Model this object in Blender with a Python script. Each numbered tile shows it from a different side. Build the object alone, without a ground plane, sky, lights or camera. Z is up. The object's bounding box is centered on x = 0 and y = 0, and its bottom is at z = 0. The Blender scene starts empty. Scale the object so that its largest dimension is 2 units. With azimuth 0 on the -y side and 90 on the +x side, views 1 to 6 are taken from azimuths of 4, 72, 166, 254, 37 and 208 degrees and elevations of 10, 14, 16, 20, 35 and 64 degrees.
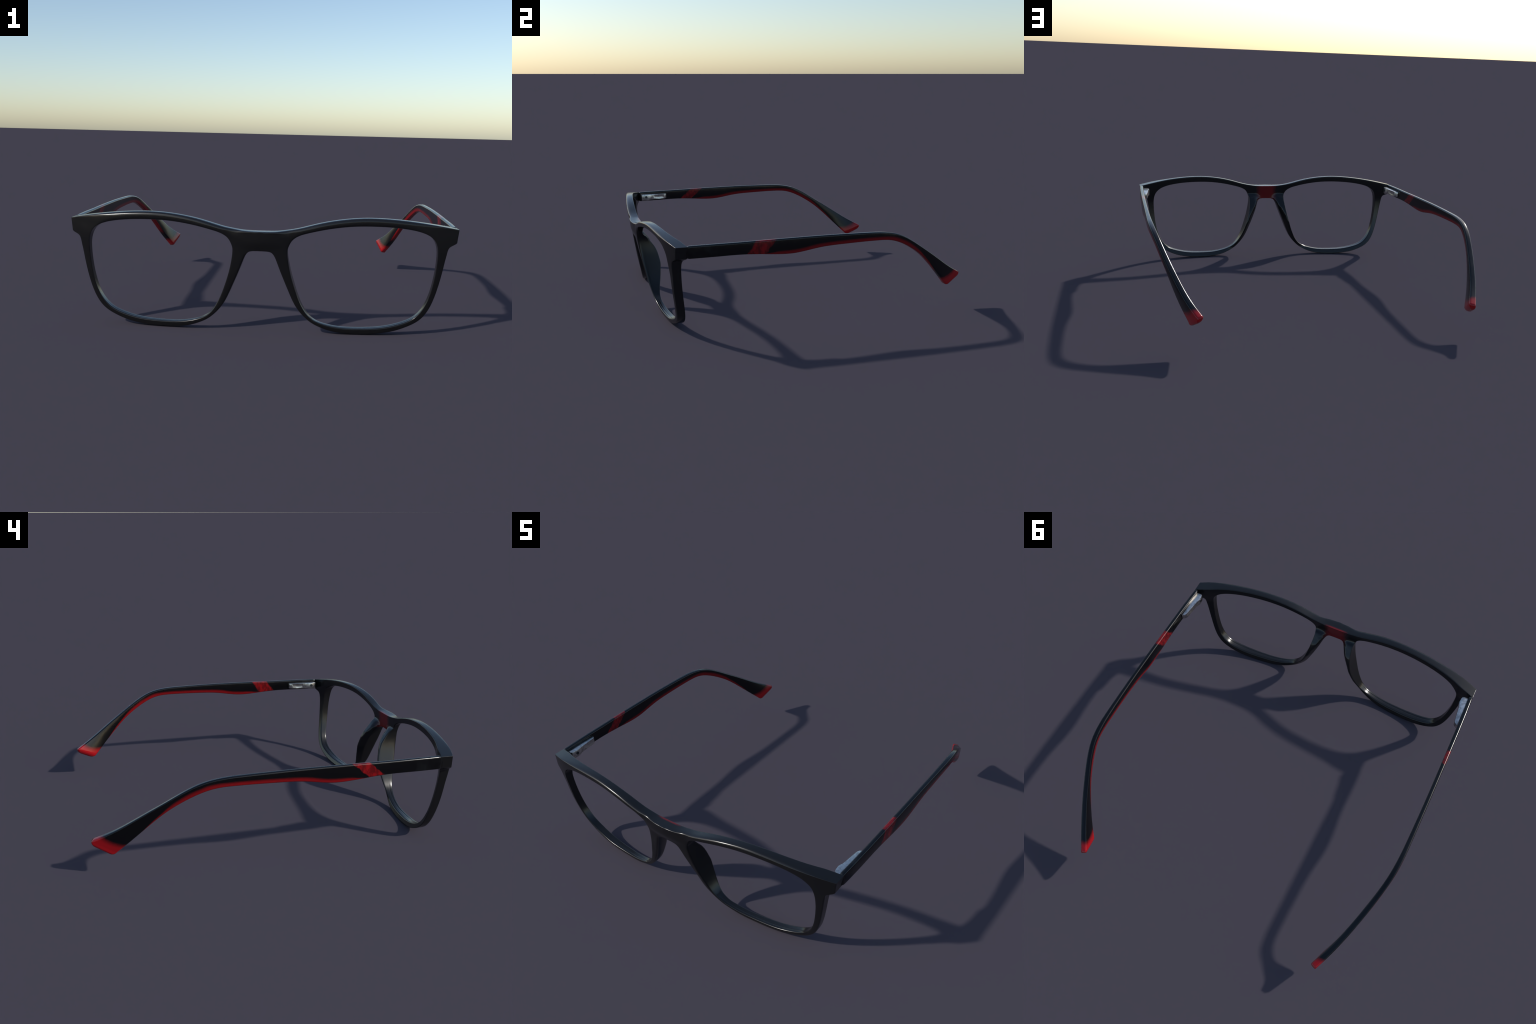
"""Rectangular full-rim eyeglass frame (no lenses): black plastic front with
integral nose pads, long temples with a red band, red underside and red tips,
and silver hinges on the inside.  Everything is mirror symmetric about x = 0."""
import bpy, bmesh
import numpy as np
from mathutils import Vector

# ------------------------------------------------------------------ helpers
def tri_spline(cp, m0=None, m1=None):
    """second derivatives of a natural cubic spline on unit-spaced knots"""
    n = len(cp)
    A = np.zeros((n, n)); b = np.zeros_like(cp)
    A[0, 0] = A[-1, -1] = 1
    for i in range(1, n - 1):
        A[i, i - 1], A[i, i], A[i, i + 1] = 1, 4, 1
        b[i] = 6 * (cp[i + 1] - 2 * cp[i] + cp[i - 1])
    return np.linalg.solve(A, b)

def open_spline(cp, n):
    cp = np.asarray(cp, float); M = tri_spline(cp)
    t = np.linspace(0, len(cp) - 1 - 1e-9, n); i = t.astype(int); f = (t - i)[:, None]
    return cp[i] * (1 - f) + cp[i + 1] * f - f * (1 - f) * ((2 - f) * M[i] + (1 + f) * M[i + 1]) / 6

def closed_spline(cp, n):
    cp = np.asarray(cp, float)
    ext = np.vstack([cp[-4:], cp, cp[:5]])
    c = open_spline(ext, (len(ext) - 1) * 80 + 1)
    return c[4 * 80: (4 + len(cp)) * 80]

def profile(kx, ky):
    """smooth 1-D profile through knots (monotone-ish cubic)"""
    kx = np.asarray(kx, float); ky = np.asarray(ky, float)
    h = np.diff(kx); d = np.diff(ky) / h
    m = np.zeros_like(ky); m[0], m[-1] = d[0], d[-1]
    for i in range(1, len(ky) - 1):
        m[i] = 0 if d[i - 1] * d[i] <= 0 else (h[i - 1] + h[i]) / (h[i] / d[i - 1] + h[i - 1] / d[i])
    def f(x):
        x = np.clip(x, kx[0], kx[-1]); i = np.clip(np.searchsorted(kx, x) - 1, 0, len(h) - 1)
        t = (x - kx[i]) / h[i]
        return ((2*t**3 - 3*t**2 + 1) * ky[i] + (t**3 - 2*t**2 + t) * h[i] * m[i]
                + (3*t**2 - 2*t**3) * ky[i + 1] + (t**3 - t**2) * h[i] * m[i + 1])
    return f

def smooth(a, b, x):
    t = np.clip((x - a) / (b - a), 0, 1); return t * t * (3 - 2 * t)

def arc(c):
    return np.r_[0, np.cumsum(np.linalg.norm(np.diff(c, axis=0), axis=1))]

def new_object(name, verts, faces, mat, parent):
    me = bpy.data.meshes.new(name)
    me.from_pydata([tuple(map(float, v)) for v in verts], [], faces); me.update()
    ob = bpy.data.objects.new(name, me); bpy.context.scene.collection.objects.link(ob)
    me.materials.append(mat); ob.parent = parent
    return ob

def shade_smooth(me, on=True):
    me.polygons.foreach_set('use_smooth', [on] * len(me.polygons))

def evaluated_mesh(ob):
    dg = bpy.context.evaluated_depsgraph_get()
    return bpy.data.meshes.new_from_object(ob.evaluated_get(dg))

# ---------------------------------------------------------------- materials
class Nodes:
    def __init__(self, name):
        self.m = bpy.data.materials.new(name); self.m.use_nodes = True
        self.t = self.m.node_tree; self.b = self.t.nodes['Principled BSDF']
        co = self.t.nodes.new('ShaderNodeTexCoord'); self.obj = co.outputs['Object']
        sp = self.t.nodes.new('ShaderNodeSeparateXYZ'); self.link(self.obj, sp.inputs[0])
        self.x, self.y, self.z = sp.outputs
    def link(self, a, b): self.t.links.new(a, b)
    def put(self, sock, v):
        if hasattr(v, 'is_output'): self.link(v, sock)
        else: sock.default_value = v
    def math(self, op, a, b=0.0, c=None, clamp=False):
        n = self.t.nodes.new('ShaderNodeMath'); n.operation = op; n.use_clamp = clamp
        self.put(n.inputs[0], a); self.put(n.inputs[1], b)
        if c is not None: self.put(n.inputs[2], c)
        return n.outputs[0]
    def ramp(self, v, lo, hi):
        n = self.t.nodes.new('ShaderNodeMapRange'); n.interpolation_type = 'SMOOTHSTEP'
        self.put(n.inputs['Value'], v); self.put(n.inputs['From Min'], lo); self.put(n.inputs['From Max'], hi)
        return n.outputs['Result']
    def noise(self, scale, detail=3.0, rough=0.55, stretch=None):
        n = self.t.nodes.new('ShaderNodeTexNoise')
        n.inputs['Scale'].default_value = scale; n.inputs['Detail'].default_value = detail
        n.inputs['Roughness'].default_value = rough
        if stretch:
            mp = self.t.nodes.new('ShaderNodeMapping'); mp.inputs['Scale'].default_value = stretch
            self.link(self.obj, mp.inputs['Vector']); self.link(mp.outputs[0], n.inputs['Vector'])
        else: self.link(self.obj, n.inputs['Vector'])
        return n.outputs['Fac']
    def curve(self, v, pts):
        """piecewise smooth function of v given by a few control points"""
        xs = [p[0] for p in pts]; ys = [p[1] for p in pts]
        x0, x1, y0, y1 = min(xs), max(xs), min(ys), max(ys)
        n = self.t.nodes.new('ShaderNodeFloatCurve'); cu = n.mapping.curves[0]
        q = [((a - x0) / (x1 - x0), (b - y0) / (y1 - y0)) for a, b in pts]
        cu.points[0].location = q[0]; cu.points[1].location = q[-1]
        for a in q[1:-1]: cu.points.new(*a)
        n.mapping.update()
        self.put(n.inputs['Value'], self.math('DIVIDE', self.math('SUBTRACT', v, x0), x1 - x0, clamp=True))
        return self.math('ADD', self.math('MULTIPLY', n.outputs[0], y1 - y0), y0)
    def mix(self, f, a, b):
        n = self.t.nodes.new('ShaderNodeMix'); n.data_type = 'RGBA'
        self.put(n.inputs['Factor'], f); self.put(n.inputs['A'], a); self.put(n.inputs['B'], b)
        return n.outputs['Result']
    def bump(self, h, strength, dist):
        n = self.t.nodes.new('ShaderNodeBump'); n.inputs['Strength'].default_value = strength
        n.inputs['Distance'].default_value = dist; self.put(n.inputs['Height'], h)
        self.link(n.outputs[0], self.b.inputs['Normal'])

BLACK = (0.0075, 0.0075, 0.0078, 1); RED = (0.34, 0.006, 0.009, 1); DARK_RED = (0.115, 0.003, 0.004, 1)

def gloss(n, lo=0.16):
    n.put(n.b.inputs['Roughness'], n.math('ADD', n.math('MULTIPLY', n.noise(14, 4), 0.10), lo))
    n.b.inputs['IOR'].default_value = 1.47
    n.bump(n.noise(18, 2), 0.06, 0.003)

def material_front():
    """black acetate; the back of the bridge is tinted red"""
    n = Nodes('black_plastic_front')
    wob = n.math('MULTIPLY', n.math('SUBTRACT', n.noise(30), 0.5), 0.02)
    ax = n.math('ADD', n.math('ABSOLUTE', n.x), wob)
    across = n.math('SUBTRACT', 1.0, n.ramp(ax, 0.034, 0.088))
    back = n.ramp(n.math('ADD', n.y, n.math('MULTIPLY', n.math('SUBTRACT', 0.52, n.z), 0.14)), -0.951, -0.938)
    high = n.ramp(n.z, 0.405, 0.415)
    f = n.math('MULTIPLY', n.math('MULTIPLY', across, back), high)
    n.link(n.mix(f, BLACK, (0.15, 0.008, 0.009, 1)), n.b.inputs['Base Color'])
    gloss(n); return n.m

def material_temple(side, lower_edge):
    """black with a slanted red band, a red lower edge and a red tip"""
    n = Nodes('black_red_plastic_temple')
    wob = n.math('MULTIPLY', n.math('SUBTRACT', n.noise(26, 4, 0.6), 0.5), 0.035)
    slope, lo, hi, soft = (0.75, -0.474, -0.366, 0.009) if side > 0 else (1.15, -0.483, -0.392, 0.005)
    s = n.math('ADD', n.math('SUBTRACT', n.y, n.math('MULTIPLY', n.math('SUBTRACT', n.z, 0.487), slope)), wob)
    band = n.math('MULTIPLY', n.ramp(s, lo - soft, lo + soft), n.math('SUBTRACT', 1.0, n.ramp(s, hi - soft, hi + soft)))
    # scratchy gaps inside the band
    gap = n.ramp(n.noise(40, 4, 0.6, (1, 1, 0.6)), 0.40, 0.62)
    band = n.math('MULTIPLY', band, n.math('ADD', n.math('MULTIPLY', gap, 0.6), 0.4))
    # lower edge: height above the under side, in a width that swells and fades along the arm
    above = n.math('SUBTRACT', n.z, n.curve(n.y, lower_edge))
    width = n.curve(n.y, [(-0.42, 0.0), (-0.34, 0.008), (-0.25, 0.019), (-0.1, 0.022), (0.1, 0.021), (0.3, 0.020),
                          (0.45, 0.023), (0.55, 0.024), (0.66, 0.015), (0.74, 0.006), (0.80, 0.0)])
    under = n.math('SUBTRACT', 1.0, n.ramp(n.math('DIVIDE', above, n.math('MAXIMUM', width, 0.0006)), 0.40, 1.30))
    under = n.math('MULTIPLY', under, n.ramp(width, 0.0005, 0.006))
    # tip: distance from the slanted end
    d = n.math('ADD', n.math('MULTIPLY', n.math('SUBTRACT', n.y, 1.0), 0.53),
               n.math('MULTIPLY', n.math('SUBTRACT', n.z, 0.207), -0.847))
    a = n.math('ADD', n.math('MULTIPLY', n.math('SUBTRACT', n.y, 0.945), 0.847), n.math('MULTIPLY', n.math('SUBTRACT', n.z, 0.175), 0.53))
    d = n.math('ADD', n.math('ADD', d, n.math('MULTIPLY', wob, 0.3)), n.math('MULTIPLY', n.math('MULTIPLY', a, a), 4.0))
    tip = n.math('MULTIPLY', n.ramp(d, -0.066, -0.024), n.ramp(n.y, 0.6, 0.7))
    smudge = n.math('MULTIPLY', n.ramp(n.noise(16, 4, 0.6), 0.42, 0.7), n.math('SUBTRACT', 1.0, n.ramp(n.y, -0.68, -0.55)))
    c = n.mix(smudge, (0.0022, 0.0022, 0.0025, 1), (0.008, 0.009, 0.0092, 1))
    c = n.mix(under, c, (0.19, 0.004, 0.0055, 1))
    c = n.mix(band, c, (0.23, 0.005, 0.0065, 1))
    c = n.mix(tip, c, RED)
    n.link(c, n.b.inputs['Base Color'])
    gloss(n, 0.13); return n.m

def material_metal(name, col, rough):
    n = Nodes(name)
    n.link(n.mix(n.ramp(n.noise(55, 3), 0.35, 0.65), tuple(0.65 * c for c in col[:3]) + (1,), col), n.b.inputs['Base Color'])
    n.b.inputs['Metallic'].default_value = 1.0; n.b.inputs['Roughness'].default_value = rough
    n.bump(n.noise(38, 2), 0.25, 0.004); return n.m

# ------------------------------------------------------------ front: shapes
# lens opening, seen from the front (x, z)
OPENING = [(.135,.415),(.140,.450),(.158,.482),(.195,.506),(.25,.5225),(.33,.540),(.43,.5535),(.53,.5575),(.63,.5545),
           (.72,.545),(.79,.5285),(.836,.501),(.858,.460),(.863,.40),(.857,.31),(.840,.216),(.812,.143),(.770,.092),
           (.71,.062),(.62,.040),(.52,.032),(.42,.033),(.34,.046),(.28,.068),(.235,.108),(.198,.175),(.168,.258),(.146,.340)]
BROW = [(0,.5205),(.07,.5215),(.12,.527),(.18,.538),(.25,.557),(.35,.580),(.48,.5955),(.60,.5955),(.72,.586),(.85,.568),(.963,.547)]
ENDS = [(.963,.547),(.9605,.525),(.958,.503),(.956,.482)]
UNDER = [(.956,.482),(.945,.474),(.925,.465),(.913,.45),(.907,.42),(.901,.385),(.891,.322),(.872,.228),(.848,.15),(.817,.096),
         (.774,.060),(.714,.032),(.652,.014),(.57,.003),(.50,-.0003),(.43,.002),(.37,.010),(.316,.027),(.269,.05),(.237,.074),
         (.205,.107),(.172,.155),(.14,.225),(.107,.305),(.085,.362),(.072,.394),(.059,.413),(.046,.4205),(.03,.4230),(.015,.4232),(0,.4232)]
MIDDLE = [(0,.4232),(0,.45),(0,.485),(0,.5205)]

front_base = profile([0,.08,.13,.18,.25,.35,.48,.62,.78,.90,.965],
                     [-.985,-.985,-.9845,-.988,-.987,-.980,-.966,-.951,-.928,-.899,-.876])
back_base = profile([0,.08,.13,.18,.25,.35,.48,.62,.78,.90,.965],
                    [-.943,-.943,-.943,-.9435,-.943,-.939,-.928,-.910,-.877,-.833,-.8035])
def y_front(x, z):
    h = .55 - z
    bulge = (.015 - .011 * (1 - smooth(.42, .47, z))) * np.exp(-(np.abs(x) / .098) ** 4)
    lean = .055 * np.clip(h - .04, 0, .3) * (1 - smooth(.10, .62, np.abs(x))) + .005 * smooth(.25, .5, h) + .006 * smooth(.08, .2, h) * smooth(.6, .8, np.abs(x))
    return front_base(x) + .28 * h * np.abs(h) + lean - bulge
pad_depth = profile([.055,.08,.12,.17,.22,.27,.32,.36,.40,.424,.436,.448,.462], [0,.010,.030,.055,.074,.087,.085,.075,.052,.036,.026,.010,0])
def y_back(x, z, s, nasal):
    """rear surface; on the nose side of the rim it swells into the pad"""
    h = .55 - z
    y = back_base(x) - .0273 * h + .396 * h * np.abs(h) - .003 + .013 * (1 - smooth(.0, .14, h)) * (1 - smooth(.86, .965, np.abs(x))) - .007 * smooth(.05, .12, h) * smooth(.72, .86, np.abs(x))
    s0 = np.interp(z, [.30, .36, .42], [.35, .55, .88])
    fin = 1 - .52 * np.clip((s - s0) / (1.12 - s0), 0, 1)
    return y + nasal * pad_depth(z) * fin * smooth(.045, .092, np.abs(x))

def build_front():
    I = closed_spline(OPENING, 0); LI = arc(np.vstack([I, I[:1]]))
    brow, ends, under, mid = (open_spline(c, 800) for c in (BROW, ENDS, UNDER, MIDDLE))
    near = lambda c, p: int(((c - np.array(p)) ** 2).sum(1).argmin())
    def pick_inner(a, b, t):
        ia, ib = LI[near(I, a)], LI[near(I, b)]
        if ib < ia: ib += LI[-1]
        s = (ia + (ib - ia) * t) % LI[-1]
        c = np.vstack([I, I[:1]])
        return np.stack([np.interp(s, LI, c[:, 0]), np.interp(s, LI, c[:, 1])], -1)
    def pick_outer(c, a, b, t):
        L = arc(c); la, lb = L[near(c, a)], L[near(c, b)]
        s = la + (lb - la) * t
        return np.stack([np.interp(s, L, c[:, 0]), np.interp(s, L, c[:, 1])], -1)
    lin = lambda n: np.arange(n) / n
    edge = lambda n: (1 - np.cos(np.pi * np.arange(n) / n)) / 2          # denser at both ends
    runs = [  # outer curve, outer from/to, inner from/to, spacing
        (mid,   (0,.4232), (0,.5205),      (.1385,.442), (.154,.477), edge(14)),
        (brow,  (0,.5205), (.18,.538),    (.154,.477), (.215,.514), lin(14)),
        (brow,  (.18,.538), (.85,.568),   (.215,.514), (.80,.525), lin(38)),
        (brow,  (.85,.568), (.963,.547),  (.80,.525), (.838,.502), edge(12)),
        (ends,  (.963,.547), (.956,.482), (.838,.502), (.858,.465), edge(10)),
        (under, (.956,.482), (.907,.42),  (.858,.465), (.866,.42), edge(14)),
        (under, (.907,.42), (.085,.362),  (.866,.42), (.141,.362), lin(96)),
        (under, (.085,.362), (0,.4232),    (.141,.362), (.1385,.442), lin(26))]
    inn, out, tag = [], [], []
    for k, (c, oa, ob, ia, ib, t) in enumerate(runs):
        inn.append(pick_inner(ia, ib, t)); out.append(pick_outer(c, oa, ob, t)); tag += [k] * len(t)
    inn, out, tag = np.vstack(inn), np.vstack(out), np.array(tag); N = len(tag)
    w = np.linalg.norm(out - inn, axis=1)
    isnasal = ((inn[:, 0] < .36) & np.isin(tag, (0, 1, 6, 7))).astype(float)
    # edge softness: round in front, crisper at the end pieces and behind
    rf = np.interp(out[:, 0], [0, .75, .93], [.014, .014, .0045]); rb = np.minimum(np.interp(out[:, 0], [0, .85, .94], [.009, .009, .004]), .28 * w)
    rows = []          # each row: (N,3) ring of vertices
    def face_row(a, front):
        s = a / w; p = inn + (out - inn) * s[:, None]
        y = y_front(p[:, 0], p[:, 1]) if front else y_back(p[:, 0], p[:, 1], s, isnasal)
        return np.stack([p[:, 0], y, p[:, 1]], -1)
    def wall(edge_f, edge_b, ra, rbk, mids, groove=None):
        d = np.abs(edge_b[:, 1] - edge_f[:, 1]); fr = [ra / d] + [np.full(N, m) for m in mids] + [1 - rbk / d]
        out_rows = []
        for j, f in enumerate(fr):
            p = edge_f + (edge_b - edge_f) * f[:, None]
            if groove is not None and np.any(groove[j]):
                dirn = (out - inn) / w[:, None]; p = p + np.stack([dirn[:, 0], 0 * w, dirn[:, 1]], -1) * (groove[j] * np.ones(N))[:, None]
            out_rows.append(p)
        return out_rows
    fo, fi = face_row(w, True), face_row(0 * w, True)
    bo, bi = face_row(w, False), face_row(0 * w, False)
    rf2 = np.minimum(rf, .30 * w)
    # pull the front arrises in so that they read as broad, soft roundings
    def soften(e, other, a):
        k = np.where((tag >= 1) & (tag <= 3), .50, .18) * smooth(.004, .012, rf)
        k = np.convolve(np.r_[k[-8:], k, k[:8]], np.ones(17) / 17, 'valid')[:, None]; d = (other - e); d /= np.linalg.norm(d, axis=1, keepdims=True)
        return e + k * ((face_row(a, True) - e) + d * (rf * 1.35)[:, None]) / 2
    run0 = (np.abs(out[:, 0]) < 1e-6)[:, None]
    fo_s, fi_s = np.where(run0, fo, soften(fo, bo, w - rf2)), soften(fi, bi, rf2)
    rows += [fi_s, face_row(rf2, True), face_row(w * .5, True), face_row(w - rf2, True), fo_s]
    outer_wall = wall(fo, bo, rf * 1.35, rb, (.6,)); rows += outer_wall
    rows += [bo, face_row(w - rb, False)] + [face_row(w * f, False) for f in (.8, .6, .4, .22)] + [face_row(rb, False), bi]
    rows += wall(fi, bi, rf * .9, rb, (.36, .42, .48), (0, 0, .0016 * (1 - smooth(.06, .12, inn[:, 1])), 0, 0))[::-1]
    R = len(rows); V = np.stack(rows, 0)                    # R x N x 3
    # pin the mid plane
    onmid = np.abs(out[:, 0]) < 1e-6
    verts = V.reshape(-1, 3); faces = []
    wall_rows = set(range(4, 9))                            # outer wall lies on the mid plane in run 0
    for r in range(R):
        r2 = (r + 1) % R
        for c in range(N):
            c2 = (c + 1) % N
            if r in range(4, 8) and onmid[c] and onmid[c2]: continue
            faces.append((r * N + c, r * N + c2, r2 * N + c2, r2 * N + c))
    n = len(verts); mv = verts * [-1, 1, 1]
    mf = [tuple(i + n for i in reversed(f)) for f in faces]
    me = bpy.data.meshes.new('front'); me.from_pydata(np.vstack([verts, mv]).tolist(), [], faces + mf)
    bm = bmesh.new(); bm.from_mesh(me)
    seam = [v for v in bm.verts if abs(v.co.x) < 1e-5]
    bmesh.ops.remove_doubles(bm, verts=seam, dist=1e-5)
    bmesh.ops.delete(bm, geom=[v for v in bm.verts if not v.link_faces], context='VERTS')
    bmesh.ops.recalc_face_normals(bm, faces=bm.faces); bm.to_mesh(me); bm.free()
    ob = bpy.data.objects.new('front', me); bpy.context.scene.collection.objects.link(ob)
    sub = ob.modifiers.new('s', 'SUBSURF'); sub.levels = sub.render_levels = 2
    out_me = evaluated_mesh(ob); bpy.data.objects.remove(ob); bpy.data.meshes.remove(me)
    return out_me

def split_by_region(src, classify, mat, parent_of):
    """cut one smooth mesh into named objects whose borders and normals coincide"""
    shade_smooth(src); src.update()
    normals = np.array([v.normal[:] for v in src.vertices]); co = np.array([v.co[:] for v in src.vertices])
    groups = {}
    for p in src.polygons:
        groups.setdefault(classify(p.center), []).append(tuple(p.vertices))
    made = {}
    for key in sorted(groups):
        fs = groups[key]; used = sorted({i for f in fs for i in f}); idx = {v: k for k, v in enumerate(used)}
        ob = new_object(key[0], co[used], [tuple(idx[i] for i in f) for f in fs], mat, parent_of(key))
        shade_smooth(ob.data)
        ob.data.normals_split_custom_set_from_vertices([tuple(normals[i]) for i in used])
        made[key] = ob
    return made

# ------------------------------------------------------------ temples
Y_TOP = [-.8035,-.65,-.5,-.35,-.2,-.05,.1,.25,.35,.45,.55,.65,.75,.88,.9955]
X_TOP = [.9515,.957,.960,.962,.964,.965,.965,.964,.960,.949,.927,.897,.864,.813,.757]
Z_TOP = [.549,.5515,.553,.556,.558,.5595,.559,.557,.552,.533,.487,.424,.360,.275,.2115]
Y_LOW = [-.8035,-.65,-.5,-.35,-.2,-.05,.1,.22,.31,.4,.49,.58,.67,.78,.878]
X_LOW = [.9505,.957,.960,.963,.964,.965,.965,.964,.963,.957,.940,.917,.887,.843,.791]
Z_LOW = [.481,.4835,.485,.476,.472,.494,.504,.508,.509,.503,.473,.423,.355,.249,.150]
WIDTH = [.026,.026,.026,.026,.026,.026,.027,.029,.030,.030,.030,.031,.032,.035,.039]

def build_temple(side, mat, parent):
    n = 150
    T = open_spline(np.stack([X_TOP, Y_TOP, Z_TOP], -1), n) + [0, 0, .0018]; B = open_spline(np.stack([X_LOW, Y_LOW, Z_LOW], -1), n) - [0, 0, .0018]
    W = open_spline(np.array(WIDTH)[:, None], n)[:, 0] - .0015
    # rounded-rectangle section, a little crowned on both faces
    ring = []
    for c0, c1, a0 in ((1, 1, 0), (-1, 1, 90), (-1, -1, 180), (1, -1, 270)):
        for a in np.linspace(a0, a0 + 90, 6): ring.append((c0, c1, np.cos(np.radians(a)), np.sin(np.radians(a))))
    def section(t, b, w, tan):
        mid = (t + b) / 2; up = t - b; hh = np.linalg.norm(up) / 2; up = up / (2 * hh)
        wide = np.cross(up, tan); wide /= np.linalg.norm(wide)
        if wide[0] < 0: wide = -wide
        r = min(.0085 + .35 * max(0, w - .030), w * .40, hh * .6); pts = []
        for c0, c1, ca, sa in ring:
            u = c0 * (w / 2 - r) + r * ca; v = c1 * (hh - r) + r * sa
            pts.append(mid + wide * u + up * v)
        return pts
    tan = np.gradient((T + B) / 2, axis=0); tan /= np.linalg.norm(tan, axis=1, keepdims=True)
    secs = [section(T[i], B[i], W[i], tan[i]) for i in range(n)]
    # rounded end of the tip
    perp = np.cross(T[-1] - B[-1], [1, 0, 0]); perp /= np.linalg.norm(perp)
    if perp @ tan[-1] < 0: perp = -perp
    for d, kh, kw in ((.006, .962, .97), (.0125, .885, .88), (.018, .775, .72), (.0215, .635, .50), (.0235, .45, .22)):
        m = (T[-1] + B[-1]) / 2 + perp * d; u = (T[-1] - B[-1]) / 2 * kh
        secs.append(section(m + u, m - u, W[-1] * kw, tan[-1]))
    # spigot that runs into the end piece so the joint closes
    for dy, kh, kw in ((-.003, .97, .94), (-.016, .80, .70)):
        m = (T[0] + B[0]) / 2 + np.array([0, dy, 0]); u = (T[0] - B[0]) / 2 * kh
        secs.insert(0, section(m + u, m - u, W[0] * kw, tan[0]))
    verts = np.array(secs) * [side, 1, 1]; S, K = verts.shape[:2]; faces = []
    for i in range(S - 1):
        for j in range(K):
            q = (i * K + j, i * K + (j + 1) % K, (i + 1) * K + (j + 1) % K, (i + 1) * K + j)
            faces.append(q if side < 0 else q[::-1])
    end = [(S - 1) * K + j for j in range(K)]; start = list(range(K))
    faces += [tuple(end if side < 0 else end[::-1]), tuple(start[::-1] if side < 0 else start)]
    me = bpy.data.meshes.new('temple'); me.from_pydata(verts.reshape(-1, 3).tolist(), [], faces)
    bm = bmesh.new(); bm.from_mesh(me); bmesh.ops.recalc_face_normals(bm, faces=bm.faces); bm.to_mesh(me); bm.free()
    holder = {}
    def classify(c): # the ear piece beyond the flare is its own sub-part
        return ('temple_tip', side) if (.53 * (c.y - 1.0) - .847 * (c.z - .207) > -.06 and c.y > .7) else ('temple_arm', side)
    def parent_of(key): return parent
    made = split_by_region(me, classify, mat, parent_of)
    arm, tip = made[('temple_arm', side)], made[('temple_tip', side)]
    tip.parent = arm
    bpy.data.meshes.remove(me)
    return arm

# ------------------------------------------------------------ hinges
def build_hinge(side, metal, dark, parent):
    """knuckle block on the inner face of the temple: wide barrel in front, neck, tapering shank behind"""
    plan = [(.944,-.803),(.914,-.802),(.906,-.798),(.9025,-.784),(.9005,-.757),(.9045,-.742),(.9085,-.730),(.9115,-.705),
            (.9165,-.655),(.921,-.619),(.928,-.607),(.944,-.597)]
    bm = bmesh.new(); low, top = [], []
    for x, y in plan:                                        # the barrel stands a little taller than the shank
        g = float(1 - smooth(-.742, -.722, np.array(y)))
        low.append(bm.verts.new((x * side, y, .4955 - .0055 * g))); top.append(bm.verts.new((x * side, y, .5330 + .0015 * g)))
    k = len(plan)
    bm.faces.new(low); bm.faces.new(top[::-1]); panel = []
    for i in range(k):
        f = bm.faces.new((low[i], top[i], top[(i + 1) % k], low[(i + 1) % k]))
        if 7 <= i <= 8: panel.append(f)
    bmesh.ops.recalc_face_normals(bm, faces=bm.faces)
    # sunk panel along the shank
    bmesh.ops.inset_region(bm, faces=panel, thickness=.009, depth=-.0035, use_even_offset=True)
    me = bpy.data.meshes.new('hinge'); bm.to_mesh(me); bm.free()
    ob = bpy.data.objects.new('hinge', me); bpy.context.scene.collection.objects.link(ob)
    me.materials.append(metal)
    bv = ob.modifiers.new('b', 'BEVEL'); bv.width = .0022; bv.segments = 2; bv.limit_method = 'ANGLE'; bv.angle_limit = .9
    m2 = evaluated_mesh(ob); ob.modifiers.clear(); ob.data = m2; bpy.data.meshes.remove(me); m2.name = 'hinge'
    for p in m2.polygons: p.use_smooth = True
    m2.set_sharp_from_angle(angle=.6)
    ob.parent = parent
    # screw in the barrel: plain dark disc, drawn for the dark round hole seen there
    bm = bmesh.new()
    bmesh.ops.create_cone(bm, cap_ends=True, segments=24, radius1=.0098, radius2=.0088, depth=.006)
    from mathutils import Matrix
    bmesh.ops.transform(bm, verts=bm.verts, matrix=Matrix.Translation((.9012 * side, -.764, .5160)) @ Matrix.Rotation(np.pi / 2, 4, 'Y'))
    me = bpy.data.meshes.new('hinge_screw'); bm.to_mesh(me); bm.free(); me.materials.append(dark)
    sc = bpy.data.objects.new('hinge_screw', me); bpy.context.scene.collection.objects.link(sc); sc.parent = parent

# ------------------------------------------------------------ assembly
root = bpy.data.objects.new('eyeglasses', None); bpy.context.scene.collection.objects.link(root)
root['label'] = 'black rectangular eyeglass frame with red temple accents'
root['category'] = 'eyeglasses'

front_mat = material_front()
front = build_front()
def front_region(c):
    s = 1 if c.x > 0 else -1; x = abs(c.x)
    if x < .135 and c.z > .40 and x < .115 + .0 * c.z: return ('bridge', 0)
    if x > .88 and c.z > .462: return ('end_piece', s)
    if x < .30 and c.z < .44 and c.y > float(back_base(np.array([x]))[0]) + .396 * (.55 - c.z) ** 2 + .002: return ('nose_pad', s)
    return ('rim', s)
split_by_region(front, front_region, front_mat, lambda k: root)
bpy.data.meshes.remove(front)

metal = material_metal('hinge_metal', (.72, .70, .66, 1), .30)
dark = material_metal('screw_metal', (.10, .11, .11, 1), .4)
low_pts = [(y, z) for y, z in zip(Y_LOW, Z_LOW)]
for side in (1, -1):
    arm = build_temple(side, material_temple(side, low_pts), root)
    build_hinge(side, metal, dark, arm)
